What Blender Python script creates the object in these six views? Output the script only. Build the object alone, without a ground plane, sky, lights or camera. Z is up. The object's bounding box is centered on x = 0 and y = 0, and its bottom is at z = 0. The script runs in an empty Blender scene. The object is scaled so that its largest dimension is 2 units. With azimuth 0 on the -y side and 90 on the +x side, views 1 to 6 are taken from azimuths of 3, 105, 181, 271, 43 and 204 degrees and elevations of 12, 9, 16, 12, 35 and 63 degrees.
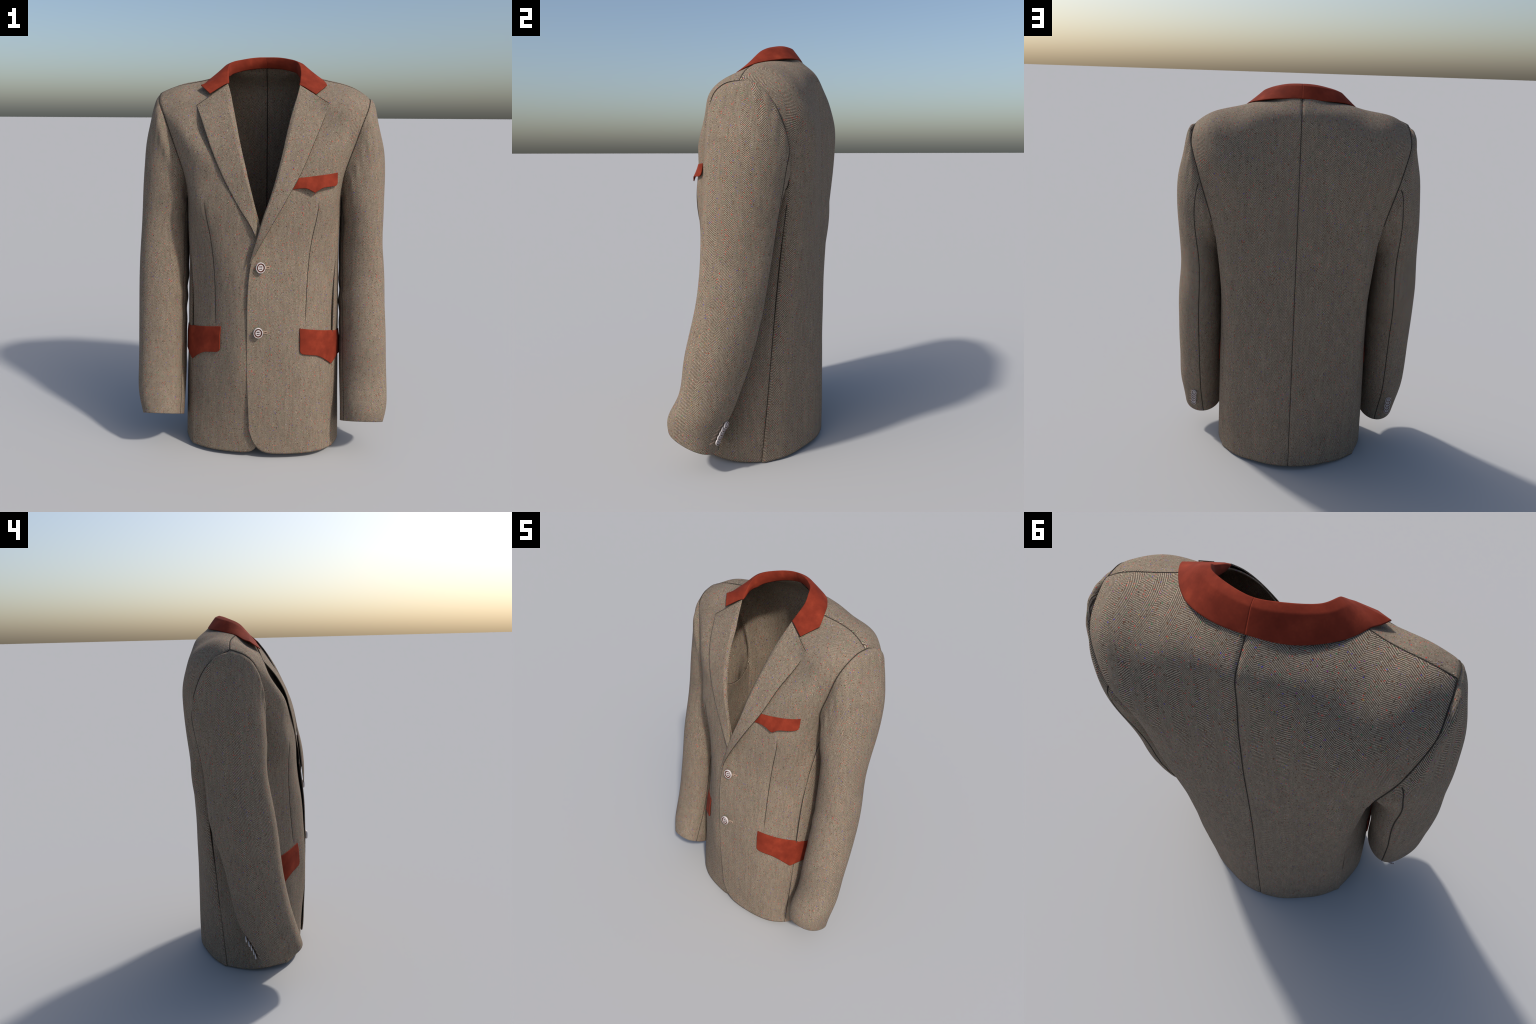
import bpy, bmesh, math
import numpy as np
from mathutils import Vector
from mathutils.bvhtree import BVHTree

rng = np.random.default_rng(7)
col = bpy.context.scene.collection
A = lambda *p: np.array(p, float)

# ------------------------------------------------------------------ splines
def spline(P, t, tq):
    """natural cubic spline through P (n x d) at parameters t, sampled at tq"""
    P = np.asarray(P, float); t = np.asarray(t, float); n = len(t)
    if n == 2:
        w = ((tq - t[0]) / (t[1] - t[0]))[:, None]
        return P[0] * (1 - w) + P[1] * w
    h = np.diff(t)
    M = np.zeros((n, n)); R = np.zeros((n, P.shape[1]))
    M[0, 0] = M[-1, -1] = 1
    for i in range(1, n - 1):
        M[i, i - 1], M[i, i], M[i, i + 1] = h[i - 1], 2 * (h[i - 1] + h[i]), h[i]
        R[i] = 6 * ((P[i + 1] - P[i]) / h[i] - (P[i] - P[i - 1]) / h[i - 1])
    m = np.linalg.solve(M, R)
    k = np.clip(np.searchsorted(t, tq, side="right") - 1, 0, n - 2)
    a = (t[k + 1] - tq)[:, None]; b = (tq - t[k])[:, None]; hk = h[k][:, None]
    return (m[k] * a ** 3 + m[k + 1] * b ** 3) / (6 * hk) + (P[k] / hk - m[k] * hk / 6) * a + (P[k + 1] / hk - m[k + 1] * hk / 6) * b

def chord(P):
    d = np.linalg.norm(np.diff(np.asarray(P, float), axis=0), axis=1) ** 0.75
    return np.r_[0, np.cumsum(d)]

def curve(P, n):
    t = chord(P)
    return spline(P, t, np.linspace(0, t[-1], n))

def resample(P, n):
    P = np.asarray(P, float)
    s = np.r_[0, np.cumsum(np.linalg.norm(np.diff(P, axis=0), axis=1))]
    q = np.linspace(0, s[-1], n)
    return np.stack([np.interp(q, s, P[:, i]) for i in range(3)], 1)

def tensor(ctrl, us, vs):
    """ctrl: rows (v) x columns (u) of points -> dense grid len(vs) x len(us) x 3; us, vs in 0..1"""
    C = np.asarray(ctrl, float)
    tv = np.mean([chord(C[:, j]) / chord(C[:, j])[-1] for j in range(C.shape[1])], 0)
    cols = np.stack([spline(C[:, j], tv, vs) for j in range(C.shape[1])], 1)
    tu = np.mean([chord(r) / chord(r)[-1] for r in C], 0)
    return np.stack([spline(r, tu, us) for r in cols], 0), tu, tv

def grid_normals(G):
    du = np.gradient(G, axis=1); dv = np.gradient(G, axis=0)
    n = np.cross(du, dv)
    return n / (np.linalg.norm(n, axis=2, keepdims=True) + 1e-12)

def ease(n, dense=2.2):
    """0..1 samples, denser towards both ends"""
    x = np.linspace(-1, 1, n)
    y = np.tanh(dense * x) / np.tanh(dense)
    return (0.5 * y + 0.5 * x + 1) / 2

def cloth_wave(P, amp, k=1.0):
    """a low, smooth unevenness of the hanging cloth, in metres, as a function of position"""
    x, y, z = P[..., 0] * k, P[..., 1] * k, P[..., 2] * k
    return amp * (np.sin(9 * x + 5 * z + 1.3) * np.sin(7 * y - 6 * z + .4) + .6 * np.sin(17 * x - 13 * y + 4 * z) * np.sin(11 * z + 6 * x)
                  + .4 * np.sin(23 * z + 9 * y + 2.0) * np.sin(15 * x + 12 * y))

# ------------------------------------------------------------------ objects
root = bpy.data.objects.new("tweed_jacket", None)
root.empty_display_size = 0.2
col.objects.link(root)
root["label"] = "beige herringbone tweed jacket with rust-red suede collar and flaps"
root["category"] = "jacket"

def add_object(name, me, parent=None, smooth=True):
    o = bpy.data.objects.new(name, me)
    o.parent = parent or root
    col.objects.link(o)
    if smooth:
        me.polygons.foreach_set("use_smooth", [True] * len(me.polygons))
    return o

def grid_faces(nv, nu, closed=False):
    f = []
    for i in range(nv - 1):
        for j in range(nu if closed else nu - 1):
            k = (j + 1) % nu
            f.append((i * nu + j, i * nu + k, (i + 1) * nu + k, (i + 1) * nu + j))
    return f

def sheet(name, G, mats, thick=0.005, closed=False, inner=0, rim=0, flip=False, offset=-1.0, parent=None, out=None):
    """a piece of cloth: dense grid given a thickness"""
    nv, nu = G.shape[:2]
    f = grid_faces(nv, nu, closed)
    if out is not None:                      # make the faces look the way the outward normals do
        q = G[:-1, :-1]
        flip = float((np.cross(G[:-1, 1:] - q, G[1:, :-1] - q) * out[:-1, :-1]).sum()) < 0
    if flip:
        f = [q[::-1] for q in f]
    me = bpy.data.meshes.new(name)
    me.from_pydata(G.reshape(-1, 3).tolist(), [], f)
    for m in mats:
        me.materials.append(m)
    o = add_object(name, me, parent)
    if thick:
        s = o.modifiers.new("cloth_thickness", "SOLIDIFY")
        s.thickness, s.offset = thick, offset
        s.material_offset, s.material_offset_rim = inner, rim
    return o

def cord(name, P, N, mat, width=0.0022, height=0.0012, parent=None, closed=False, taper=False):
    """a sewn seam: flattened thread lying along the points P of a surface with normals N"""
    P, N = np.asarray(P, float), np.asarray(N, float)
    T = np.gradient(P, axis=0); T /= np.linalg.norm(T, axis=1, keepdims=True) + 1e-12
    S = np.cross(T, N); S /= np.linalg.norm(S, axis=1, keepdims=True) + 1e-12
    a = np.arange(8) * math.tau / 8
    w = np.ones(len(P))
    if taper:
        w = np.clip(np.minimum(np.arange(len(P)), np.arange(len(P))[::-1]) / 6 + .15, 0, 1)
    G = P[:, None] + (S[:, None] * np.cos(a)[None, :, None] * width + N[:, None] * np.sin(a)[None, :, None] * height) * w[:, None, None]
    me = bpy.data.meshes.new(name)
    f = grid_faces(len(P), 8, True)
    f += [tuple(range(8))[::-1], tuple((len(P) - 1) * 8 + i for i in range(8))]
    me.from_pydata(G.reshape(-1, 3).tolist(), [], f)
    me.materials.append(mat)
    return add_object(name, me, parent)

# ------------------------------------------------------------------ materials
class Nodes:
    def __init__(self, name):
        self.m = bpy.data.materials.new(name); self.m.use_nodes = True
        self.t = self.m.node_tree; self.b = self.t.nodes["Principled BSDF"]
    def new(self, kind, **kw):
        n = self.t.nodes.new("ShaderNode" + kind)
        for k, v in kw.items():
            setattr(n, k, v)
        return n
    def link(self, a, b):
        self.t.links.new(a, b)
    def put(self, sock, v):
        if hasattr(v, "is_output") or isinstance(v, bpy.types.NodeSocket):
            self.link(v, sock)
        else:
            sock.default_value = v
    def math(self, op, *v, clamp=False):
        n = self.new("Math", operation=op, use_clamp=clamp)
        for i, x in enumerate(v):
            self.put(n.inputs[i], x)
        return n.outputs[0]
    def mix(self, fac, a, b, mode="MIX"):
        n = self.new("Mix", data_type="RGBA", blend_type=mode, clamp_factor=True)
        for s, v in ((n.inputs[0], fac), (n.inputs[6], a), (n.inputs[7], b)):
            self.put(s, v)
        return n.outputs[2]
    def ramp(self, fac, stops, interp="LINEAR"):
        n = self.new("ValToRGB"); n.color_ramp.interpolation = interp
        e = n.color_ramp.elements
        while len(e) < len(stops):
            e.new(0.5)
        for x, (p, c) in zip(e, stops):
            x.position, x.color = p, (*c, 1)
        self.link(fac, n.inputs[0])
        return n.outputs[0]
    def smooth(self, x, lo, hi):
        n = self.new("MapRange", interpolation_type="SMOOTHSTEP", clamp=True)
        self.put(n.inputs[0], x)
        n.inputs[1].default_value, n.inputs[2].default_value = lo, hi
        return n.outputs[0]

LIGHT, DARK = (0.315, 0.254, 0.188), (0.080, 0.062, 0.046)

def tweed(name, kind, **kw):
    """herringbone tweed with coloured flecks; kind says how the weave runs over the piece"""
    s = Nodes(name)
    co = s.new("TexCoord").outputs["Object"]
    sep = s.new("SeparateXYZ"); s.link(co, sep.inputs[0])
    x, y, z = sep.outputs
    if kind in ("front", "back"):
        sy = -1.0 if kind == "front" else 1.0
        k = s.math("SUBTRACT", 1.0, s.smooth(z, 1.15, 1.60))
        past = s.math("MAXIMUM", s.math("SUBTRACT", s.math("ABSOLUTE", x), .24), 0.0)    # the cloth turns away towards the side
        extra = s.math("MULTIPLY", s.math("MULTIPLY", s.math("MULTIPLY", past, past), 2.4), s.math("MULTIPLY", s.math("SIGN", x), k))
        u = s.math("ADD", x, extra)
        k2 = s.smooth(z, 1.48, 1.68)                     # over the shoulder the warp runs on towards the ridge
        over = s.math("MAXIMUM", s.math("SUBTRACT", .30 if kind == "back" else .14, s.math("MULTIPLY", y, sy)), 0.0)
        v = s.math("ADD", z, s.math("MULTIPLY", over, k2))
    elif kind == "side":
        u, v = y, z
    elif kind == "sleeve":
        cx = kw["cx"]
        cy = s.math("ADD", s.math("MULTIPLY", s.smooth(z, .05, 1.15), .26), -.20)
        ang = s.math("ARCTAN2", s.math("DIVIDE", s.math("SUBTRACT", y, cy), .17), s.math("DIVIDE", s.math("SUBTRACT", s.math("MULTIPLY", x, kw["sx"]), cx), .12))
        u = s.math("MULTIPLY", ang, .158)
        v = s.math("ADD", z, s.math("MULTIPLY", y, .24))
    else:                                   # lapel: the weave leans along the roll line
        a = kw["lean"]
        u = s.math("SUBTRACT", s.math("MULTIPLY", x, math.cos(a)), s.math("MULTIPLY", z, math.sin(a)))
        v = s.math("ADD", s.math("MULTIPLY", x, math.sin(a)), s.math("MULTIPLY", z, math.cos(a)))
    STRIPE, TWILL = (.032, .0062) if kind in ("front", "lapel") else (.041, .0078)
    # a little unevenness of the yarn
    wob = s.new("TexNoise"); wob.inputs["Scale"].default_value = 26; wob.inputs["Detail"].default_value = 1
    s.link(co, wob.inputs["Vector"])
    wv = s.math("MULTIPLY", s.math("SUBTRACT", wob.outputs[0], .5), .006)
    chev = s.math("PINGPONG", s.math("ADD", u, wv), STRIPE)
    ph = s.math("DIVIDE", s.math("ADD", s.math("ADD", v, chev), wv), TWILL)
    tw = s.math("MULTIPLY_ADD", s.math("SINE", s.math("MULTIPLY", ph, math.tau)), .5, .5)
    fac = s.smooth(tw, .22, .72)
    # yarn dots along the twill line
    fine = s.new("TexNoise"); fine.inputs["Scale"].default_value = 420; fine.inputs["Detail"].default_value = 0
    s.link(co, fine.inputs["Vector"])
    c = s.mix(fac, (*DARK, 1), (*LIGHT, 1))
    c = s.mix(.55, c, s.mix(s.smooth(fine.outputs[0], .3, .7), (.33, .32, .32, 1), (.67, .67, .68, 1)), "OVERLAY")
    # broad drift in tone
    big = s.new("TexNoise"); big.inputs["Scale"].default_value = 9; big.inputs["Detail"].default_value = 3
    s.link(co, big.inputs["Vector"])
    c = s.mix(.35, c, s.ramp(big.outputs[0], [(.3, (.44, .44, .44)), (.7, (.56, .555, .55))]), "OVERLAY")
    # the two slants of the herringbone take the light differently, and the cloth is streaked along the warp
    half = s.math("MULTIPLY_ADD", s.math("SIGN", s.math("SINE", s.math("MULTIPLY", s.math("ADD", u, wv), math.pi / STRIPE))), .5, .5)
    st = s.new("Mapping"); st.inputs["Scale"].default_value = (95, 95, 14); s.link(co, st.inputs["Vector"])
    sn = s.new("TexNoise"); sn.inputs["Scale"].default_value = 1; sn.inputs["Detail"].default_value = 3; s.link(st.outputs[0], sn.inputs["Vector"])
    tone = s.math("ADD", s.math("MULTIPLY", half, .05), s.smooth(sn.outputs[0], .25, .75))
    c = s.mix(.42, c, s.ramp(tone, [(.0, (.36, .36, .36)), (1.0, (.63, .63, .62))]), "OVERLAY")
    # flecks
    jig = s.new("TexNoise"); jig.inputs["Scale"].default_value = 230; jig.inputs["Detail"].default_value = 0
    s.link(co, jig.inputs["Vector"])
    off = s.new("VectorMath", operation="MULTIPLY_ADD"); s.link(jig.outputs["Color"], off.inputs[0])
    off.inputs[1].default_value = (.005, .005, .005); s.link(co, off.inputs[2])
    palette = {
        106.0: ([(.0, (.58, .028, .022)), (.30, (.035, .20, .085)), (.60, (.055, .035, .38)), (.74, (.40, .25, .035)), (.80, (.56, .10, .07)), (.93, (.26, .02, .22))], .0021, .8),
        122.0: ([(.0, (.115, .040, .016)), (.55, (.040, .030, .024)), (.8, (.16, .06, .02))], .0021, .85),
        118.0: ([(.0, (.60, .16, .10)), (.3, (.16, .30, .16)), (.55, (.52, .47, .36)), (.8, (.16, .13, .34))], .0018, .55)}
    for scale, (stops, r, alpha) in palette.items():
        vo = s.new("TexVoronoi"); vo.inputs["Scale"].default_value = scale
        s.link(off.outputs[0], vo.inputs["Vector"])
        cs = s.new("SeparateColor"); s.link(vo.outputs["Color"], cs.inputs[0])
        hue = s.ramp(cs.outputs[0], stops, "CONSTANT")
        size = s.math("MULTIPLY", s.math("MULTIPLY_ADD", cs.outputs[1], .8, .55), r * scale)
        m = s.math("MULTIPLY", s.math("SUBTRACT", size, vo.outputs["Distance"]), 9.0, clamp=True)
        c = s.mix(s.math("MULTIPLY", m, alpha), c, hue)
    s.link(c, s.b.inputs["Base Color"])
    s.b.inputs["Roughness"].default_value = .95
    s.b.inputs["Specular IOR Level"].default_value = .12
    bump = s.new("Bump"); bump.inputs["Strength"].default_value = .25; bump.inputs["Distance"].default_value = .0015
    s.link(s.math("ADD", fac, s.math("MULTIPLY", fine.outputs[0], .6)), bump.inputs["Height"])
    s.link(bump.outputs[0], s.b.inputs["Normal"])
    return s.m

def suede(name):
    s = Nodes(name)
    co = s.new("TexCoord").outputs["Object"]
    n1 = s.new("TexNoise"); n1.inputs["Scale"].default_value = 16; n1.inputs["Detail"].default_value = 5; n1.inputs["Roughness"].default_value = .6
    n2 = s.new("TexNoise"); n2.inputs["Scale"].default_value = 170; n2.inputs["Detail"].default_value = 2
    s.link(co, n1.inputs["Vector"]); s.link(co, n2.inputs["Vector"])
    c = s.ramp(n1.outputs[0], [(.32, (.150, .0195, .0085)), (.52, (.192, .026, .0115)), (.72, (.250, .037, .016))])
    c = s.mix(.25, c, s.ramp(n2.outputs[0], [(.3, (.40, .40, .40)), (.7, (.6, .6, .6))]), "OVERLAY")
    s.link(c, s.b.inputs["Base Color"])
    s.b.inputs["Roughness"].default_value = .9; s.b.inputs["Specular IOR Level"].default_value = .15
    s.b.inputs["Sheen Weight"].default_value = .0
    b = s.new("Bump"); b.inputs["Strength"].default_value = .12; b.inputs["Distance"].default_value = .001
    s.link(n2.outputs[0], b.inputs["Height"]); s.link(b.outputs[0], s.b.inputs["Normal"])
    return s.m

def plain(name, rgb, rough=.8, spec=.3, var=.12, scale=120):
    s = Nodes(name)
    co = s.new("TexCoord").outputs["Object"]
    n = s.new("TexNoise"); n.inputs["Scale"].default_value = scale; n.inputs["Detail"].default_value = 2
    s.link(co, n.inputs["Vector"])
    s.link(s.ramp(n.outputs[0], [(.3, tuple(c * (1 - var) for c in rgb)), (.7, tuple(min(1, c * (1 + var)) for c in rgb))]), s.b.inputs["Base Color"])
    s.b.inputs["Roughness"].default_value = rough; s.b.inputs["Specular IOR Level"].default_value = spec
    return s.m

M_FRONT = tweed("tweed_front", "front")
M_BACK = tweed("tweed_back", "back")
M_SIDE = tweed("tweed_side", "side")
M_SLEEVE = {1: tweed("tweed_sleeve_left_worn", "sleeve", cx=.505, sx=1.0), -1: tweed("tweed_sleeve_right_worn", "sleeve", cx=.505, sx=-1.0)}
M_LAPEL = {1: tweed("tweed_lapel_left_worn", "lapel", lean=.28), -1: tweed("tweed_lapel_right_worn", "lapel", lean=-.26)}
M_SUEDE = suede("rust_suede")
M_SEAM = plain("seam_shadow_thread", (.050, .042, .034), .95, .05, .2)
M_BLACK = plain("flat_black", (.006, .006, .006), .9, .05, .1)
M_WHITE = plain("button_pearl", (.55, .50, .49), .45, .4, .06, 60)
M_BROWN = plain("button_brown", (.085, .022, .010), .5, .3, .15, 60)
M_THREAD = plain("button_thread", (.035, .018, .014), .9, .1)
M_HOLE = plain("buttonhole_stitch", (.33, .235, .175), .9, .1, .12, 300)

# ------------------------------------------------------------------ torso control sections
# every row is a nearly level section of the panel, running from the front edge to the side seam or armhole
FRONT_L = np.array([   # the wearer's left front (x > 0), it laps over
    [(-.050, -.311, .00), (.107, -.302, .00), (.223, -.282, .00), (.300, -.253, .00), (.365, -.200, .00)],
    [(-.058, -.319, .25), (.100, -.306, .25), (.220, -.281, .25), (.302, -.240, .25), (.367, -.180, .25)],
    [(-.065, -.326, .48), (.100, -.308, .48), (.220, -.273, .48), (.302, -.222, .48), (.365, -.150, .48)],
    [(-.064, -.330, .70), (.100, -.304, .70), (.219, -.258, .70), (.300, -.193, .70), (.357, -.124, .70)],
    [(-.056, -.322, .95), (.100, -.288, .95), (.225, -.240, .95), (.308, -.162, .95), (.368, -.108, .96)],
    [(-.018, -.304, 1.14), (.105, -.277, 1.14), (.246, -.234, 1.15), (.328, -.160, 1.15), (.382, -.075, 1.16)],
    [(.028, -.287, 1.29), (.135, -.272, 1.29), (.268, -.237, 1.30), (.340, -.182, 1.30), (.390, -.030, 1.31)],
    [(.072, -.260, 1.44), (.165, -.248, 1.43), (.255, -.230, 1.43), (.345, -.184, 1.43), (.405, -.080, 1.44)],
    [(.104, -.215, 1.57), (.190, -.206, 1.55), (.280, -.208, 1.55), (.362, -.180, 1.55), (.443, -.088, 1.555)],
    [(.128, -.168, 1.68), (.210, -.143, 1.67), (.300, -.136, 1.67), (.395, -.138, 1.67), (.480, -.078, 1.67)],
    [(.146, -.122, 1.76), (.225, -.114, 1.758), (.315, -.112, 1.758), (.412, -.102, 1.750), (.506, -.052, 1.74)],
    [(.177, -.064, 1.834), (.245, -.050, 1.823), (.325, -.044, 1.818), (.424, -.037, 1.810), (.520, -.004, 1.782)],
    [(.192, .040, 1.912), (.262, .045, 1.889), (.345, .060, 1.871), (.440, .066, 1.844), (.524, .062, 1.791)]])

FRONT_R = FRONT_L * A(-1, 1, 1)
FRONT_R[:, 0] = [(.010, -.296, .00), (.010, -.304, .25), (.010, -.310, .48), (.010, -.313, .70), (.010, -.304, .95), (.004, -.284, 1.14),
                 (-.031, -.276, 1.29), (-.070, -.258, 1.44), (-.104, -.220, 1.57), (-.130, -.166, 1.68), (-.152, -.110, 1.765), (-.182, -.060, 1.840), (-.192, .040, 1.912)]
FRONT_R[0, 1:4] += A(0, .016, 0); FRONT_R[1, 1:4] += A(0, .010, 0)
FRONT_L[9:11, 4] += A(.002, -.008, 0); FRONT_L[10, 3] += A(0, -.008, 0)
FRONT_R[10:12, 2:4] += A(0, .016, 0); FRONT_R[9, 2:4] += A(0, .006, 0); FRONT_R[2:4, 1] += A(0, -.015, 0); FRONT_R[4, 1] += A(0, -.011, 0); FRONT_R[1, 1] += A(0, -.008, 0)
FRONT_R[9:, 4] += A(-.008, 0, .012); FRONT_R[12, 4] += A(0, 0, .016); FRONT_R[11:, 3] += A(-.004, 0, .008)

SHOULDER = curve([(.192, .040, 1.912), (.262, .045, 1.889), (.345, .060, 1.871), (.440, .066, 1.844), (.524, .062, 1.791)], 200)
def on_shoulder(x):
    return [float(np.interp(x, SHOULDER[:, 0], SHOULDER[:, k])) for k in range(3)]

BACK_L = np.array([    # from the centre back to the back side seam / armhole
    [(.003, .334, .00), (.104, .319, .00), (.200, .277, .00), (.262, .243, .00), (.325, .190, .00), (.377, .116, .00)],
    [(.002, .328, .45), (.104, .320, .45), (.200, .297, .45), (.267, .272, .45), (.328, .229, .45), (.375, .158, .45)],
    [(.000, .320, .87), (.106, .319, .87), (.205, .306, .87), (.274, .289, .87), (.335, .256, .87), (.376, .195, .87)],
    [(.000, .322, 1.18), (.110, .327, 1.18), (.215, .326, 1.18), (.287, .315, 1.18), (.352, .293, 1.18), (.400, .234, 1.18)],
    [(.000, .325, 1.36), (.115, .332, 1.36), (.225, .336, 1.36), (.305, .327, 1.36), (.375, .298, 1.36), (.425, .257, 1.345)],
    [(.000, .324, 1.53), (.120, .334, 1.53), (.235, .342, 1.53), (.322, .337, 1.53), (.406, .310, 1.53), (.476, .268, 1.53)],
    [(.000, .319, 1.63), (.122, .330, 1.63), (.240, .338, 1.63), (.332, .332, 1.63), (.428, .304, 1.63), (.507, .244, 1.63)],
    [(.000, .308, 1.725), (.122, .316, 1.725), (.240, .319, 1.725), (.336, .309, 1.725), (.438, .277, 1.718), (.527, .195, 1.71)],
    [(.000, .304, 1.80), (.118, .302, 1.80), (.240, .293, 1.800), (.335, .274, 1.800), (.438, .236, 1.792), (.528, .148, 1.758)],
    [(.000, .286, 1.868), (.108, .270, 1.871), (.225, .232, 1.874), (.325, .196, 1.861), (.433, .164, 1.842), (.528, .104, 1.784)],
    [(.000, .226, 1.922), (.094, .205, 1.920), (.206, .130, 1.910), (.312, .118, 1.883), (.430, .110, 1.853), (.526, .078, 1.793)],
    [(.000, .186, 1.957), (.120, .166, 1.950), (.194, .040, 1.912), on_shoulder(.30), on_shoulder(.424), on_shoulder(.524)]])
BACK_R = BACK_L * A(-1, 1, 1)
BACK_R[:2, 5] = [(-.361, .150, .00), (-.364, .184, .45)]; BACK_R[2, 5] = (-.369, .213, .87)
BACK_R[0, 4] = (-.322, .195, .00)
BACK_R[7:, 5] += A(-.008, 0, .014); BACK_R[7:, 4] += A(-.004, 0, .007); BACK_R[11, 5] += A(0, 0, .014)
BACK_R[:, 0] = BACK_L[:, 0]
BACK_R[4:7, 4] += A(0, -.012, 0); BACK_R[1:4, 4] += A(0, .011, 0); BACK_R[2, 5] += A(-.003, .008, 0)
BACK_L[5:7, 3] += A(0, .008, 0); BACK_L[5:7, 2] += A(0, .004, 0); BACK_L[1, 2:4] += A(0, -.008, 0)
BACK_L[6:9, 4] += A(0, .012, 0); BACK_L[7:9, 5] += A(.002, .011, 0); BACK_L[6:8, 3] += A(0, .006, 0)

SIDE_L = np.array([    # under the arm, from the front side seam to the back side seam
    [(.365, -.200, .00), (.404, -.090, .00), (.409, .010, .00), (.377, .116, .00)],
    [(.365, -.152, .46), (.396, -.055, .46), (.399, .055, .46), (.375, .156, .46)],
    [(.368, -.110, .94), (.388, -.020, .94), (.391, .090, .94), (.375, .197, .94)],
    [(.384, -.066, 1.18), (.388, .010, 1.18), (.394, .110, 1.18), (.400, .230, 1.18)],
    [(.391, -.030, 1.31), (.386, .040, 1.272), (.389, .130, 1.272), (.424, .254, 1.340)]])
SIDE_R = SIDE_L * A(-1, 1, 1)
SIDE_R[:3, 3] = [(-.361, .150, .00), (-.364, .185, .46), (-.370, .215, .94)]

def front_hem(x):
    """height of the hem: level at the side, sweeping up round the front corner"""
    e = x + .062
    return .026 + .0 * e + .20 * np.exp(-(np.clip(e, 0, None) / .026)) + .012 * np.exp(-(e / .07) ** 2)

def build_panel(ctrl, hem, nu, nv, groove=(True, True, True), wave=.0012):
    us = ease(nu); vs = np.linspace(0, 1, nv * 2)
    G, tu, tv = tensor(ctrl, us, vs)
    out = np.zeros((nv, nu, 3))
    for j in range(nu):
        c = G[:, j]
        h = hem(c[0, 0], us[j])
        z = c[:, 2]
        i = int(np.argmax(z >= h))
        v0 = vs[i - 1] + (vs[i] - vs[i - 1]) * (h - z[i - 1]) / (z[i] - z[i - 1]) if i > 0 else 0.0
        # keep the rows together higher up, so only the low part is squeezed
        q = np.linspace(0, 1, nv); q = q + v0 * (1 - q) ** 3 if v0 < .25 else v0 + (1 - v0) * q
        for k in range(3):
            out[:, j, k] = np.interp(q, vs, c[:, k])
    N = grid_normals(out)
    if N[nv // 2, nu // 2] @ (out[nv // 2, nu // 2] - A(0, .03, out[nv // 2, nu // 2, 2])) < 0:
        N = -N
    out += N * cloth_wave(out, wave)[..., None]
    d = np.zeros((nv, nu))
    def dist_from(edge):
        s = np.linalg.norm(np.diff(out, axis=1), axis=2); s = np.c_[np.zeros(nv), np.cumsum(s, 1)]
        return s if edge == 0 else s[:, -1:] - s
    for e, on in zip((0, 1), groove[:2]):
        if on:
            d = np.maximum(d, .0045 * np.exp(-(dist_from(e) / .008) ** 2))
    if groove[2]:
        s = np.linalg.norm(np.diff(out, axis=0), axis=2); s = np.r_[np.zeros((1, nu)), np.cumsum(s, 0)]
        d = np.maximum(d, .0025 * np.exp(-((s[-1:] - s) / .007) ** 2))
    return out - N * d[..., None], N, tu, tv

hemF = lambda x, u: front_hem(x)
hemFR = lambda x, u: .020 + .15 * np.exp(-max(.010 - x, 0) / .022)
hemB = lambda x, u: .024 - .022 * min(1, (abs(x) / .36)) ** 2
hemS = lambda x, u: .024 - .020 * math.sin(u * math.pi * .5)

# ------------------------------------------------------------------ collar shape (the neck edge of the back follows its stand)
FOLD = [(.172, -.059, 1.853), (.1755, -.018, 1.889), (.1765, .020, 1.922), (.168, .050, 1.956), (.153, .079, 1.974), (.124, .105, 1.985), (.082, .128, 1.994), (.039, .144, 1.998), (0, .150, 1.9985),
        (-.039, .145, 1.9975), (-.082, .130, 1.992), (-.124, .109, 1.983), (-.157, .084, 1.974), (-.173, .055, 1.963), (-.181, .020, 1.941), (-.1825, .000, 1.920), (-.180, -.024, 1.893), (-.178, -.050, 1.862)]
FALL = [(.250, -.086, 1.808), (.305, -.018, 1.853), (.296, .010, 1.870), (.272, .060, 1.893), (.246, .104, 1.905), (.200, .157, 1.917), (.140, .193, 1.926), (.071, .212, 1.931), (0, .2165, 1.933),
        (-.071, .210, 1.928), (-.130, .193, 1.923), (-.190, .160, 1.918), (-.235, .118, 1.908), (-.262, .076, 1.897), (-.283, .030, 1.880), (-.297, .002, 1.863), (-.315, -.031, 1.852), (-.264, -.086, 1.811)]

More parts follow.
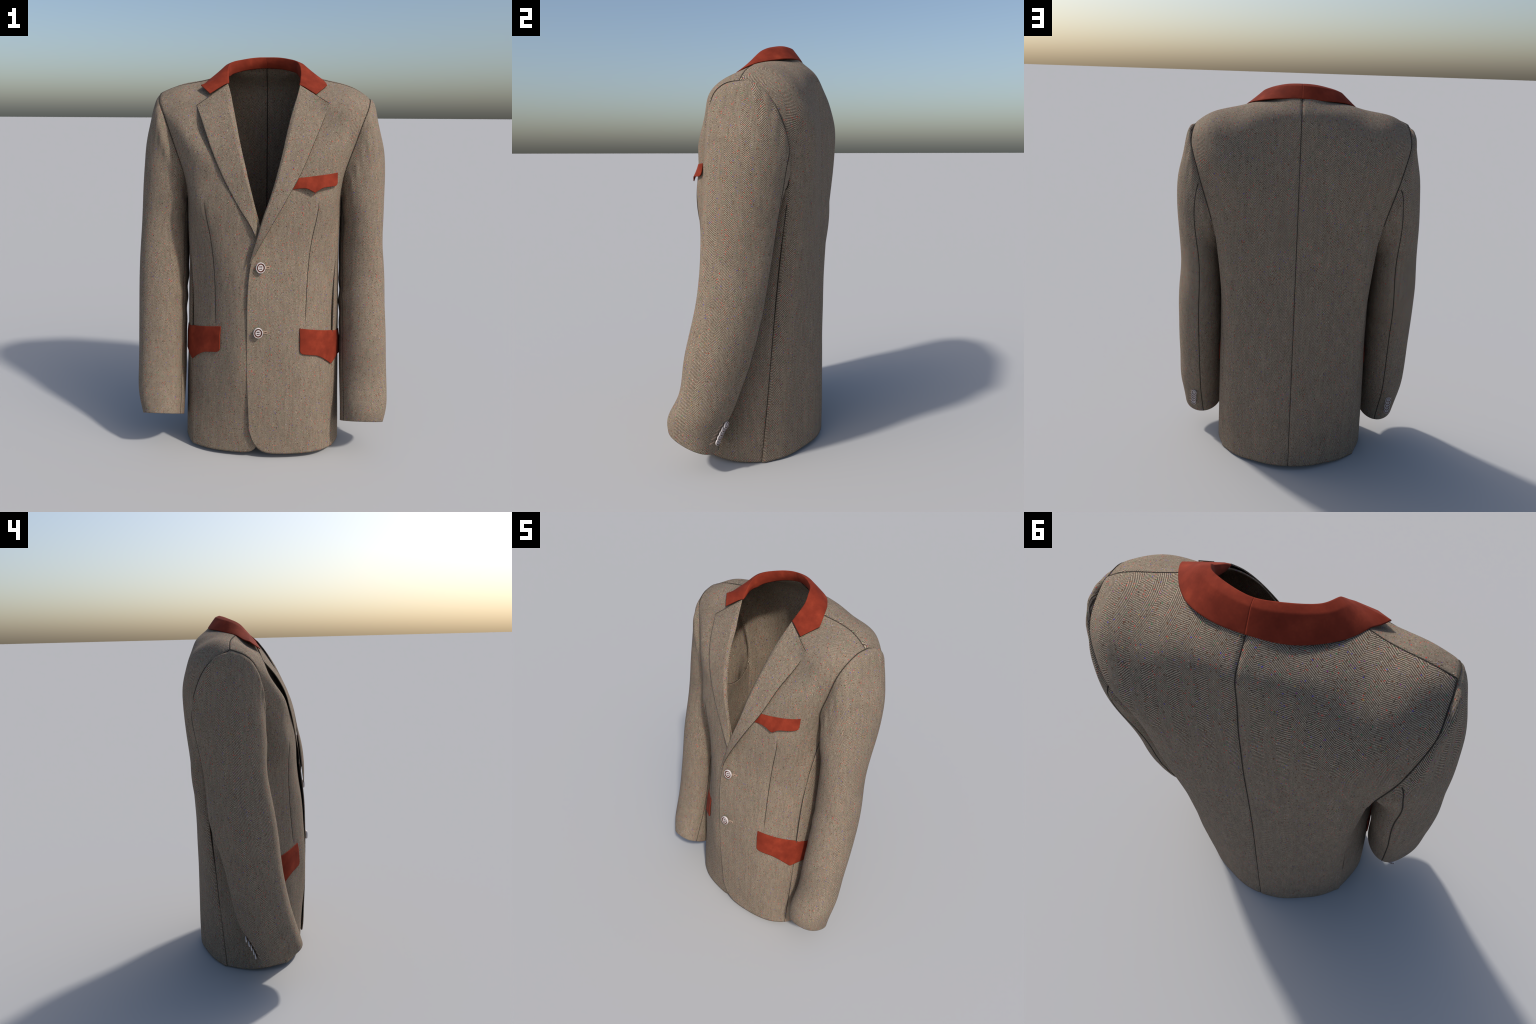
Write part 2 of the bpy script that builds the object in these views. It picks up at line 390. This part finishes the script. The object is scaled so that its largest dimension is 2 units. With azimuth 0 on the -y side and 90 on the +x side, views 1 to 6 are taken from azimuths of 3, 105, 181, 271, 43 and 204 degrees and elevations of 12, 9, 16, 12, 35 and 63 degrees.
def build_collar():
    F, O = np.array(FOLD), np.array(FALL)
    tF = np.r_[0, np.cumsum(np.linalg.norm(np.diff((F + O) / 2, axis=0), axis=1))]; tF /= tF[-1]
    # straight front edges: first and last stations are ends of the cloth
    q = np.linspace(0, 1, 260)
    for t in (tF[1], tF[-2]):
        q[int(np.argmin(abs(q - t)))] = t
    f = spline(F, tF, q)
    o = np.stack([np.interp(q, tF, O[:, i]) for i in range(3)], 1)
    mid = spline(O[1:-1], tF[1:-1], np.clip(q, tF[1], tF[-2]))
    inner = ((q > tF[1]) & (q < tF[-2]))[:, None]
    o = np.where(inner, mid, o)
    m = 34; s = np.linspace(0, 1, m)
    G = f[:, None] * (1 - s)[None, :, None] + o[:, None] * s[None, :, None]
    c = A(0, .03, 1.80)
    out = (G - c) * A(1, 1, .9); out /= np.linalg.norm(out, axis=2, keepdims=True)
    back = np.clip((G[..., 1] + .02) / .10, .45, 1)[..., None]
    bulge = (np.minimum(s / .25, 1) * (1 - s) ** .8)[None, :, None]
    G = G + out * bulge * .013 * back
    # the stand goes down inside the fold
    k = 14; d = np.linspace(1, 0, k)[:-1]
    dep = np.interp(q, [0, .06, .2, .32, .5, .68, .8, .94, 1], [.004, .030, .066, .060, .053, .060, .066, .030, .004])
    inw = f - A(0, .03, 0); inw[:, 2] = 0; inw /= np.linalg.norm(inw, axis=1, keepdims=True)
    low = f - np.c_[np.zeros(260), np.zeros(260), dep] + inw * np.interp(q, [0, .2, .35, .5, .65, .8, 1], [.002, .004, .018, .024, .018, .004, .002])[:, None]
    S = f[:, None] * (1 - d)[None, :, None] + low[:, None] * d[None, :, None]
    S = S - inw[:, None] * (np.sin(d * math.pi) * .006)[None, :, None]
    return np.concatenate([S, G], 1), k - 1

GC, kf = build_collar()

NU, NV = 110, 230
GFL, NFL, tuF, tvF = build_panel(FRONT_L, hemF, NU, NV, (False, True, True))
GFR, NFR, _, _ = build_panel(FRONT_R, hemFR, NU, NV, (False, True, True))
GBL, NBL, _, _ = build_panel(BACK_L, hemB, NU, NV, (True, True, True))
GBR, NBR, _, _ = build_panel(BACK_R, hemB, NU, NV, (True, True, True))
GSL, NSL, _, _ = build_panel(SIDE_L, hemS, 60, 170, (True, True, False))
GSR, NSR, _, _ = build_panel(SIDE_R, hemS, 60, 170, (True, True, False))
# the back panel's top edge meets the front panel's along the shoulder
for GF, GB in ((GFL, GBL), (GFR, GBR)):
    top, Q = GF[-1], GB[-1]
    T = resample(top, 800)
    L = np.cumsum(np.r_[np.zeros((1, NU)), np.linalg.norm(np.diff(GB, axis=0), axis=2)], 0); L = L[-1:] - L
    for j in range(NU):
        if abs(Q[j, 0]) > .195:
            dv = T[int(np.argmin(np.linalg.norm(T - Q[j], axis=1)))] - Q[j]
            GB[:, j] += dv * np.exp(-(L[:, j:j + 1] / .03) ** 2) * min(1, (abs(Q[j, 0]) - .195) / .03)
# the neck edge stays outside the collar stand
th = np.arctan2(GC[:, 0, 0], GC[:, 0, 1] + .02); od = np.argsort(th); rad = np.hypot(GC[:, :kf, 0], GC[:, :kf, 1] + .02).max(1)
for G in (GBL, GBR):
    part = G[-40:]
    a = np.arctan2(part[..., 0], part[..., 1] + .02); r = np.hypot(part[..., 0], part[..., 1] + .02)
    need = np.interp(a, th[od], rad[od]) + .012
    f = np.where((r < need) & (np.abs(a) < 1.7), need / r, 1.0)
    part[..., 0] *= f; part[..., 1] = (part[..., 1] + .02) * f - .02

# the back skirt laps a little over the side panel at the vents
for G, N in ((GBL, NBL), (GBR, NBR)):
    k = np.clip((.46 - G[..., 2]) / .25, 0, 1) * np.exp(-((np.arange(NU)[None] - (NU - 1)) / 14.0) ** 2)
    G += N * (.006 * k)[..., None]

# darts: the cloth dips along the dart line
def dart_column(G, tu):
    us = ease(NU); return int(np.argmin(abs(us - tu[2])))
jd = dart_column(GFL, tuF)
for G, N in ((GFL, NFL), (GFR, NFR)):
    s = np.linalg.norm(np.diff(G, axis=1), axis=2); s = np.c_[np.zeros(NV), np.cumsum(s, 1)]
    z = G[:, jd, 2]
    k = np.clip((z - .69) / .02, 0, 1) * np.clip((1.32 - z) / .06, 0, 1)
    G -= N * (.0032 * k[:, None] * np.exp(-((s - s[:, jd:jd + 1]) / .007) ** 2))[..., None]

fl = sheet("front_panel", GFL, [M_FRONT], out=NFL)
fr = sheet("front_panel", GFR, [M_FRONT], out=NFR)
bl = sheet("back_panel", GBL, [M_BACK], out=NBL)
br = sheet("back_panel", GBR, [M_BACK], out=NBR)
sl = sheet("side_panel", GSL, [M_SIDE], out=NSL)
sr = sheet("side_panel", GSR, [M_SIDE], out=NSR)

# black strip standing under the lapping front
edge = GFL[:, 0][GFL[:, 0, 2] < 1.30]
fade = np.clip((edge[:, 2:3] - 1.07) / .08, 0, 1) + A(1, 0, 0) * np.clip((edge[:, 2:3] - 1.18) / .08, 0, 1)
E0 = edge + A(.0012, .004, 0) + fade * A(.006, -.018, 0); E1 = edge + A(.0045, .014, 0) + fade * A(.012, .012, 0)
sheet("front_black_strip", np.stack([E0, E1], 1), [M_BLACK], thick=.003, offset=0)

# ------------------------------------------------------------------ sleeves
# rings of eight points: outer, outer-front, front, inner-front, inner, inner-back, back, outer-back
def oval(front, back, inner, outer, saddle=0.0, rear=None):
    left = outer > 0
    rear = rear or ((.68, .65) if left else (.70, .61))
    inf = .70 if left else .76
    (fy, fz), (by, bz) = front, back
    cx, cy, cz = (inner + outer) / 2, (fy + by) / 2, (fz + bz) / 2
    a, hy, hz = (outer - inner) / 2, (fy - by) / 2, (fz - bz) / 2
    pts = []
    for c, s in ((1, 0), (.77, .77), (0, 1), (-inf, inf), (-1, 0), (-rear[0], -rear[0]), (0, -1), (rear[1], -rear[1])):
        pts.append((cx + a * c, cy + hy * s, cz + hz * s + saddle * c * c * (1.5 if (c < 0) == (outer > 0) else .8)))
    return pts

SLEEVE_L = [
    [(.524, .062, 1.788), (.502, -.055, 1.727), (.443, -.088, 1.553), (.397, -.055, 1.380), (.385, .085, 1.268), (.413, .218, 1.335), (.478, .266, 1.538), (.527, .175, 1.742)],
    [(.538, .062, 1.783), (.519, -.064, 1.708), (.460, -.099, 1.532), (.404, -.066, 1.360), (.387, .083, 1.245), (.416, .224, 1.312), (.486, .272, 1.512), (.536, .188, 1.736)],
    [(.564, .060, 1.700), (.540, -.069, 1.645), (.478, -.105, 1.478), (.412, -.075, 1.315), (.389, .080, 1.215), (.423, .217, 1.284), (.500, .271, 1.463), (.560, .187, 1.658)],
    [(.604, .055, 1.550), (.566, -.066, 1.505), (.498, -.110, 1.380), (.424, -.082, 1.255), (.391, .072, 1.175), (.435, .198, 1.236), (.513, .256, 1.370), (.592, .178, 1.508)],
    oval((-.116, 1.160), (.208, 1.090), .392, .611),
    oval((-.124, .990), (.178, .890), .395, .624),
    oval((-.148, .800), (.140, .690), .399, .634),
    oval((-.205, .535), (.060, .420), .404, .643),
    oval((-.238, .375), (.003, .280), .407, .648, 0, (.69, .66)),
    oval((-.286, .280), (-.034, .202), .410, .645, .004, (.69, .67)),
    oval((-.291, .213), (-.060, .108), .413, .630, .0, (.71, .71))]
SLEEVE_R = [
    [(-.532, .062, 1.812), (-.508, -.055, 1.742), (-.446, -.094, 1.553), (-.400, -.060, 1.385), (-.385, .085, 1.268), (-.410, .222, 1.330), (-.485, .262, 1.538), (-.537, .170, 1.752)],
    [(-.549, .062, 1.794), (-.525, -.065, 1.720), (-.462, -.103, 1.532), (-.406, -.068, 1.360), (-.387, .083, 1.245), (-.415, .228, 1.310), (-.493, .270, 1.512), (-.549, .180, 1.734)],
    [(-.578, .064, 1.704), (-.547, -.067, 1.645), (-.480, -.106, 1.478), (-.412, -.076, 1.315), (-.389, .085, 1.215), (-.422, .219, 1.284), (-.505, .271, 1.463), (-.557, .186, 1.655)],
    [(-.613, .060, 1.550), (-.576, -.060, 1.505), (-.502, -.108, 1.380), (-.424, -.080, 1.255), (-.392, .078, 1.175), (-.434, .200, 1.236), (-.517, .254, 1.370), (-.580, .174, 1.505)],
    oval((-.114, 1.160), (.213, 1.105), -.396, -.637),
    oval((-.142, .990), (.202, .930), -.400, -.648),
    oval((-.166, .800), (.150, .745), -.404, -.652),
    oval((-.203, .535), (.090, .460), -.406, -.652),
    oval((-.240, .378), (.040, .302), -.406, -.649, 0, (.70, .64)),
    oval((-.264, .296), (-.012, .206), -.406, -.640, .004, (.69, .67)),
    oval((-.285, .222), (-.043, .106), -.410, -.618, .0, (.71, .71))]

NSU, NSV = 128, 260
def armhole_loop(GF, GB, GS):
    """the real edge of the armhole: up the front panel, down the back panel, along the side panel"""
    f = GF[:, -1]; f = f[f[:, 2] > 1.312][::-1]            # tip -> down the front
    b = GB[:, -1]; b = b[b[:, 2] > 1.345]                   # up the back -> tip
    return np.concatenate([f, GS[-1][2:-2], b])

def ring_on_loop(loop, keys):
    s = np.r_[0, np.cumsum(np.linalg.norm(np.diff(loop, axis=0), axis=1))]
    at = [0.0] + [s[int(np.argmin(np.linalg.norm(loop - k, axis=1)))] for k in keys[1:]] + [s[-1]]
    q = np.interp(np.arange(NSU) / NSU, np.arange(9) / 8, at)
    return np.stack([np.interp(q, s, loop[:, k]) for k in range(3)], 1)

def build_sleeve(rings, sgn):
    R = np.array(rings)
    a = np.arange(8) / 8
    aq = np.arange(NSU) / NSU
    dense = []
    for r in R:
        rr = np.concatenate([r[-3:], r, r[:4]]); tt = np.concatenate([a[-3:] - 1, a, a[:4] + 1])
        dense.append(spline(rr, tt, aq))
    dense = np.array(dense)
    dense[0] = ring_on_loop(armhole_loop(*((GFL, GBL, GSL) if sgn > 0 else (GFR, GBR, GSR))), R[0])
    L = np.mean([np.r_[0, np.cumsum(np.linalg.norm(np.diff(dense[:, j], axis=0), axis=1))] for j in range(NSU)], 0); L /= L[-1]
    vs = np.linspace(0, 1, NSV)
    G = np.stack([spline(dense[:, j], L, vs) for j in range(NSU)], 1)
    N = np.cross(np.roll(G, -1, 1) - np.roll(G, 1, 1), np.gradient(G, axis=0))
    N /= np.linalg.norm(N, axis=2, keepdims=True) + 1e-12
    C = G.mean(1, keepdims=True)
    N *= np.sign(np.mean((N * (G - C)).sum(2)))
    down = vs[:, None]
    wr = np.clip((down - .06) / .1, 0, 1)
    G = G + N * (wr * cloth_wave(G, .0016, .9))[..., None]
    # drape folds at the elbow and the puckers of the sleeve head
    ang = aq[None] * math.tau
    G = G + N * (.0035 * np.exp(-((down - .55) / .10) ** 2) * np.sin(down * 70 + 2.2 * np.sin(ang)) * np.clip(-np.cos(ang - .3), 0, 1))[..., None]
    G = G + N * (.0016 * np.exp(-((down - .045) / .03) ** 2) * np.sin(ang * 22))[..., None]
    return G, N

vv = np.linspace(0, 1, NSV)
SEAM_AT = {"back": NSU * np.interp(vv, [0, .10, .25, 1], [.752, .745, .732, .730]), "front": np.full(NSV, NSU * .425)}
def along_seam(F, at):
    k = np.floor(at).astype(int); w = (at - k)[:, None]; r = np.arange(NSV)
    return F[r, k % NSU] * (1 - w) + F[r, (k + 1) % NSU] * w
sleeves, SG = {}, {}
for sgn, rings in ((1, SLEEVE_L), (-1, SLEEVE_R)):
    G, N = build_sleeve(rings, sgn)
    for at in SEAM_AT.values():                          # the two long seams sink a little
        dj = (np.arange(NSU)[None] - at[:, None] + NSU // 2) % NSU - NSU // 2
        G = G - N * (.0015 * np.exp(-(dj / 1.1) ** 2))[..., None]
    SG[sgn] = (G, N)
    sleeves[sgn] = sheet("sleeve", G, [M_SLEEVE[sgn]], closed=True, out=N)
    o = sleeves[sgn]
    cord("sleeve_seam", along_seam(G, SEAM_AT["back"])[3:], along_seam(N, SEAM_AT["back"])[3:], M_SEAM, .0024, .0018, parent=o)
    cord("sleeve_seam", along_seam(G, SEAM_AT["front"])[3:], along_seam(N, SEAM_AT["front"])[3:], M_SEAM, .0018, .0012, parent=o)
    ring = np.concatenate([G[0], G[0][:1]]); rn = np.concatenate([N[1], N[1][:1]])
    cord("armhole_seam", ring + rn * .0012, rn, M_SEAM, .0023, .0022, parent=o)

# ------------------------------------------------------------------ long seams of the body
cord("centre_back_seam", GBL[:, 0] * A(0, 1, 1) + A(.0015, 0, 0), NBL[:, 0], M_SEAM, .0019, .0013)
cord("centre_back_seam", GBL[:, 0] * A(0, 1, 1) + A(.0015, 0, 0) - NBL[:, 0] * .0055, NBL[:, 0], M_SEAM, .0024, .0014)
for G, N in ((GSL, NSL), (GSR, NSR)):
    cord("side_seam", G[:, 0], N[:, 0], M_SEAM, .0024, .0014)
    cord("side_seam", G[:-10, -1], N[:-10, -1], M_SEAM, .0024, .0014)
for G, N in ((GFL, NFL), (GFR, NFR)):
    cord("shoulder_seam", G[-1, 8:], N[-1, 8:], M_SEAM, .0026, .0018)
    sel = (G[:, jd, 2] > .70) & (G[:, jd, 2] < 1.31)
    cord("dart", G[sel, jd] + N[sel, jd] * .0008, N[sel, jd], M_SEAM, .0019, .0014, taper=True)

# ------------------------------------------------------------------ lapels
LAPEL_L = dict(
    roll=[(.172, -.060, 1.851), (.158, -.105, 1.793), (.136, -.147, 1.720), (.112, -.195, 1.621), (.095, -.232, 1.539), (.079, -.256, 1.472), (.046, -.281, 1.349), (.010, -.298, 1.244), (-.020, -.309, 1.140), (-.053, -.319, 1.022)],
    edge=[(.313, -.113, 1.763), (.302, -.117, 1.733), (.281, -.142, 1.675), (.249, -.190, 1.601), (.217, -.228, 1.522), (.174, -.257, 1.427), (.132, -.284, 1.351), (.076, -.312, 1.252), (.010, -.325, 1.135), (-.052, -.322, 1.020)])
LAPEL_R = dict(
    roll=[(-.178, -.050, 1.858), (-.160, -.086, 1.805), (-.145, -.122, 1.742), (-.125, -.173, 1.666), (-.101, -.224, 1.562), (-.077, -.252, 1.473), (-.056, -.268, 1.382), (-.033, -.276, 1.291), (-.020, -.282, 1.215), (-.014, -.288, 1.120)],
    edge=[(-.327, -.096, 1.752), (-.308, -.130, 1.712), (-.287, -.166, 1.665), (-.245, -.219, 1.560), (-.220, -.235, 1.500), (-.196, -.248, 1.448), (-.141, -.268, 1.342), (-.086, -.284, 1.252), (-.046, -.294, 1.192), (-.013, -.296, 1.110)])

def build_lapel(d, n=150, m=40):
    a, b = curve(d["roll"], n), curve(d["edge"], n)
    s = np.linspace(0, 1, m)
    w = np.linalg.norm(b - a, axis=1)[:, None, None]
    G = a[:, None] * (1 - s)[None, :, None] + b[:, None] * s[None, :, None]
    # the cloth rolls over at the fold, then lies flat on the chest
    out = A(0, -1, .25) / 1.03
    lift = (np.minimum(s / .12, 1) * (1 - s) ** .6)[None, :, None] * np.clip(w / .12, 0, 1) * (.001 + .010 * np.clip(np.linspace(0, 5, n), 0, 1))[:, None, None]
    return G + out * lift + A(0, -.003, 0)

lap = {}
for sgn, d in ((1, LAPEL_L), (-1, LAPEL_R)):
    G = build_lapel(d); lap[sgn] = G
    sheet("lapel", G, [M_LAPEL[sgn], M_BLACK], thick=.004, inner=1, rim=0, out=np.broadcast_to(A(0, -1, .1), G.shape))

# dark cord modelled as the shadow under the lapel's gorge and edge
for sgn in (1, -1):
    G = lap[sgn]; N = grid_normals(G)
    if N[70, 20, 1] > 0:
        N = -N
    cord("lapel_shadow_cord", G[2:-4, -1] + A(sgn * .001, .002, 0), N[2:-4, -1], M_SEAM, .0013, .0013, taper=True)
    cord("lapel_shadow_cord", G[0, 20:] + A(0, .0005, .0012), N[0, 20:], M_SEAM, .0012, .0010)

# ------------------------------------------------------------------ collar
half = 130
GCR = GC[half:]
OC = {k: (g - A(0, .03, 1.75)) for k, g in ((False, GC[:half + 1]), (True, GCR))}
for part in (GC[:half + 1], GCR):
    sheet("collar", part, [M_SUEDE, M_SUEDE], thick=.0045, out=np.concatenate([-OC[part is GCR][:, :kf], OC[part is GCR][:, kf:]], 1), offset=-1)

# ------------------------------------------------------------------ pocket flaps
def tree_of(grids):
    V, F, n = [], [], 0
    for G in grids:
        nv, nu = G.shape[:2]
        V.append(G.reshape(-1, 3)); F += [tuple(n + i for i in q) for q in grid_faces(nv, nu)]; n += nv * nu
    return BVHTree.FromPolygons([Vector(p) for p in np.concatenate(V)], F)

TREE = {1: tree_of([GFL, GSL, GBL]), -1: tree_of([GFR, GSR, GBR])}

def on_body(sgn, ang, z):
    """point and outward normal of the body at an angle from the front, height z"""
    d = Vector((sgn * math.sin(ang), -math.cos(ang), 0)); o = Vector((sgn * .05, .03, z)) + d * .9
    h = TREE[sgn].ray_cast(o, -d, .9)
    if h[0] is None:
        h = TREE[sgn].find_nearest(o - d * (.9 - .36))
    p, n = np.array(h[0]), np.array(h[1])
    return p, n if n @ np.array(d) > 0 else -n

def hip_flap(sgn, x0, ztop, slope):
    angs = np.linspace(.2, 2.2, 260)
    sec = np.array([on_body(sgn, a, ztop - .05)[0] for a in angs])
    i0 = int(np.argmax(abs(sec[:, 0]) >= x0)); s = np.r_[0, np.cumsum(np.linalg.norm(np.diff(sec, axis=0), axis=1))]; s -= s[i0]
    L = .375
    us = np.concatenate([np.linspace(0, .02, 8), np.linspace(.02, L - .02, 86)[1:-1], np.linspace(L - .02, L, 8)])
    def depth(t):
        corner = .018
        e = min(t, L - t)
        d = .130 - (corner - math.sqrt(max(corner ** 2 - (corner - e) ** 2, 0)) if e < corner else 0)
        k = abs(t - L / 2) / .105
        if k < 1:
            d += .046 * (1 - k) ** 1.55
        return d
    rows = np.linspace(0, 1, 36)
    G = np.zeros((36, len(us), 3))
    for j, t in enumerate(us):
        a = float(np.interp(t, s, angs))
        for i, r in enumerate(rows):
            z = ztop - slope * t - depth(t) * r
            p, n = on_body(sgn, a, z)
            G[i, j] = p + n * (.0035 + .0045 * min(1, r * 3))
    for _ in range(40):
        Gs = G.copy(); Gs[:, 1:-1] = (G[:, :-2] + 2 * G[:, 1:-1] + G[:, 2:]) / 4
        G[..., :2] = Gs[..., :2]
    return sheet("pocket_flap", G, [M_SUEDE], thick=.0045, out=G - A(0, .03, 0) * 1 - G * A(0, 0, 1), offset=-1)

hip_flap(1, .190, .690, .235)
hip_flap(-1, .197, .692, .205)

def breast_flap():
    # lower edge: two shallow scallops meeting in a small point
    left = spline(A((.120, 1.362), (.150, 1.370), (.185, 1.3755), (.212, 1.374), (.232, 1.364), (.249, 1.3545)), A(0, 1, 2, 3, 4, 5), np.linspace(0, 5, 40))
    right = spline(A((.249, 1.3545), (.264, 1.364), (.284, 1.375), (.310, 1.3795), (.365, 1.381)), A(0, 1, 2, 3, 4), np.linspace(0, 4, 40))
    EDGE = np.concatenate([left, right[1:]])
    L0, L1 = .130, .360
    us = np.concatenate([np.linspace(L0, L1 - .02, 80), np.linspace(L1 - .02, L1, 10)[1:]])
    rows = np.linspace(0, 1, 30)
    G = np.zeros((30, len(us), 3))
    for j, x0 in enumerate(us):
        x = x0
        top = 1.425 + (x - .173) * .09
        e = L1 - x
        low = float(np.interp(x, EDGE[:, 0], EDGE[:, 1])) + (.014 - math.sqrt(max(.014 ** 2 - (.014 - e) ** 2, 0)) if e < .014 else 0)
        d = top - low
        for i, r in enumerate(rows):
            x = L1 - (L1 - x0) * (L1 - (.168 - .034 * r)) / (L1 - L0)      # the inner end runs under the slanting lapel
            h = TREE[1].ray_cast(Vector((x, -1, top - d * r)), Vector((0, 1, 0)))
            G[i, j] = np.array(h[0]) + A(0, -(.003 + .020 * r ** 1.2 * min(1, max(.05, (x - .15) / .06))), 0)
    return sheet("breast_pocket_flap", G, [M_SUEDE], thick=.0045, out=np.broadcast_to(A(0, -1, 0), G.shape), offset=-1)
breast_flap()

# ------------------------------------------------------------------ buttons
def lathe(profile, n=40):
    V, F = [], []
    for r, h in profile:
        V += [(r * math.cos(i * math.tau / n), r * math.sin(i * math.tau / n), h) for i in range(n)]
    for k in range(len(profile) - 1):
        for i in range(n):
            j = (i + 1) % n
            F.append((k * n + i, k * n + j, (k + 1) * n + j, (k + 1) * n + i))
    F.append(tuple((len(profile) - 1) * n + i for i in range(n)))
    F.append(tuple(range(n))[::-1])
    return V, F

def button_mesh(name, r, th):
    prof = [(.10, -.0), (.96, .0), (1.0, .35), (1.0, .65), (.95, .95), (.88, 1.0), (.83, .93),          # pearl rim
            (.80, .76), (.72, .68), (.62, .68), (.58, .74),                                            # brown groove
            (.55, .84), (.48, .80), (.25, .74), (.02, .72)]                                            # pearl dish
    V, F = lathe([(a * r, h * th) for a, h in prof])
    n = 40; mat = []
    for k in range(len(prof) - 1):
        mat += [1 if 6 <= k <= 9 else 0] * n
    mat += [0, 0]
    # shank
    b = len(V); V2, F2 = lathe([(.16 * r, -.9 * th), (.16 * r, .05 * th)], 12)
    V += V2; F += [tuple(b + i for i in f) for f in F2]; mat += [2] * len(F2)
    # four eyes, each a small dark disc, and two stitches joining them
    for sx in (-1, 1):
        for sy in (-1, 1):
            b = len(V); V2, F2 = lathe([(.105 * r, .70 * th), (.105 * r, .86 * th), (.07 * r, .89 * th)], 12)
            V += [(x + sx * .20 * r, y + sy * .21 * r, z) for x, y, z in V2]
            F += [tuple(b + i for i in f) for f in F2]; mat += [1] * len(F2)
    for sy in (-1, 1):
        b = len(V)
        for z in (.74, .90):
            V += [(-.2 * r, sy * .21 * r - .05 * r, z * th), (.2 * r, sy * .21 * r - .05 * r, z * th), (.2 * r, sy * .21 * r + .05 * r, z * th), (-.2 * r, sy * .21 * r + .05 * r, z * th)]
        F += [tuple(b + i for i in f) for f in ((4, 5, 6, 7), (0, 1, 5, 4), (1, 2, 6, 5), (2, 3, 7, 6), (3, 0, 4, 7), (3, 2, 1, 0))]; mat += [2] * 6
    me = bpy.data.meshes.new(name)
    me.from_pydata(V, [], F)
    for m in (M_WHITE, M_BROWN, M_THREAD):
        me.materials.append(m)
    me.polygons.foreach_set("material_index", mat)
    me.polygons.foreach_set("use_smooth", [True] * len(me.polygons))
    me.set_sharp_from_angle(angle=math.radians(40))
    return me

def frame(n, up=(0, 0, 1)):
    n = np.asarray(n, float); n /= np.linalg.norm(n)
    r = np.cross(up, n); r /= np.linalg.norm(r)
    return r, np.cross(n, r), n

def place(o, p, axes):
    from mathutils import Matrix
    r, u, n = axes
    o.matrix_local = Matrix(((r[0], u[0], n[0], p[0]), (r[1], u[1], n[1], p[1]), (r[2], u[2], n[2], p[2]), (0, 0, 0, 1)))

def patch(name, p, axes, w, h, mat, parent=None, th=.0022):
    """a little raised strip of stitching with rounded ends"""
    V, n = [], 7
    for z, k in ((-th, 1.0), (th * .6, 1.0), (th, .82)):
        for cx, a0 in ((w / 2 - h / 3, -90), (-w / 2 + h / 3, 90)):
            for i in range(n):
                a = math.radians(a0 + 180 * i / (n - 1))
                V.append((cx + math.cos(a) * h / 3 * k, math.sin(a) * h / 2 * k, z))
    c = 2 * n
    F = [(k * c + i, k * c + (i + 1) % c, (k + 1) * c + (i + 1) % c, (k + 1) * c + i) for k in range(2) for i in range(c)] + [tuple(2 * c + i for i in range(c))]
    me = bpy.data.meshes.new(name); me.from_pydata(V, [], F); me.materials.append(mat)
    o = add_object(name, me, parent, smooth=False)
    place(o, p, axes)
    return o

BIG = button_mesh("front_button", .0265, .010)
for (x, z), turn in zip(((-.003, 1.001), (-.011, .683)), (.2, .45)):
    h = TREE[1].ray_cast(Vector((x, -1, z)), Vector((0, 1, 0)))
    n = np.array(h[1]); n = n if n[1] < 0 else -n
    r, u, n = frame(n)
    c, s = math.cos(turn), math.sin(turn)
    o = bpy.data.objects.new("front_button", BIG); o.parent = root; col.objects.link(o)
    place(o, np.array(h[0]) + n * .0095, (r * .87, u, n))
    hp = TREE[1].ray_cast(Vector((x + .032, -1, z - .002)), Vector((0, 1, 0)))
    patch("buttonhole", np.array(hp[0]) + n * .001, (r, u, n), .030, .015, M_HOLE)
    hq = np.array(hp[0]) + n * .003 + r * .005
    patch("buttonhole_slit", hq, (r, u, n), .012, .0035, M_THREAD, th=.0008)

SMALL = button_mesh("cuff_button", .0165, .006)
CUFF = {1: [(.553, -.004, .258), (.558, -.013, .237), (.560, -.020, .216), (.563, -.029, .196), (.564, -.039, .174)],
        -1: [(-.565, .027, .268), (-.568, .015, .240), (-.570, .005, .216), (-.571, -.007, .193), (-.570, -.020, .170)]}
for sgn in (1, -1):
    G, N = SG[sgn]
    bt = tree_of([np.concatenate([G, G[:, :1]], 1)])
    for i, p in enumerate(CUFF[sgn]):
        h = bt.find_nearest(Vector(p))
        n = np.array(h[1]); n = n if n @ (np.array(h[0]) - A(sgn * .53, -.15, .23)) > 0 else -n
        r, u, n = frame(n, (0, -.5, .86))
        tilt = A(*((.34, .92, .0) if sgn > 0 else (-.08, .98, .0))) / .98 - A(0, -.5, .86) * .14; r2, u2, n2 = frame(tilt, (0, -.5, .86))
        o = bpy.data.objects.new("cuff_button", SMALL); o.parent = sleeves[sgn]; col.objects.link(o)
        place(o, np.array(h[0]) + n * .0065, (r2, u2, n2))
        q = np.array(h[0]) + r * (sgn * .026) * (1 if r[0] > 0 else -1) + u * .006
        hq = bt.find_nearest(Vector(q)); nq = np.array(hq[1]); nq = nq if nq @ n > 0 else -nq
        rq, uq, nq = frame(nq, (0, -.5, .86))
        patch("cuff_buttonhole", np.array(hq[0]) + nq * .0005, (rq, uq, nq), .026, .007, M_HOLE, sleeves[sgn], .0014)

bpy.context.view_layer.update()
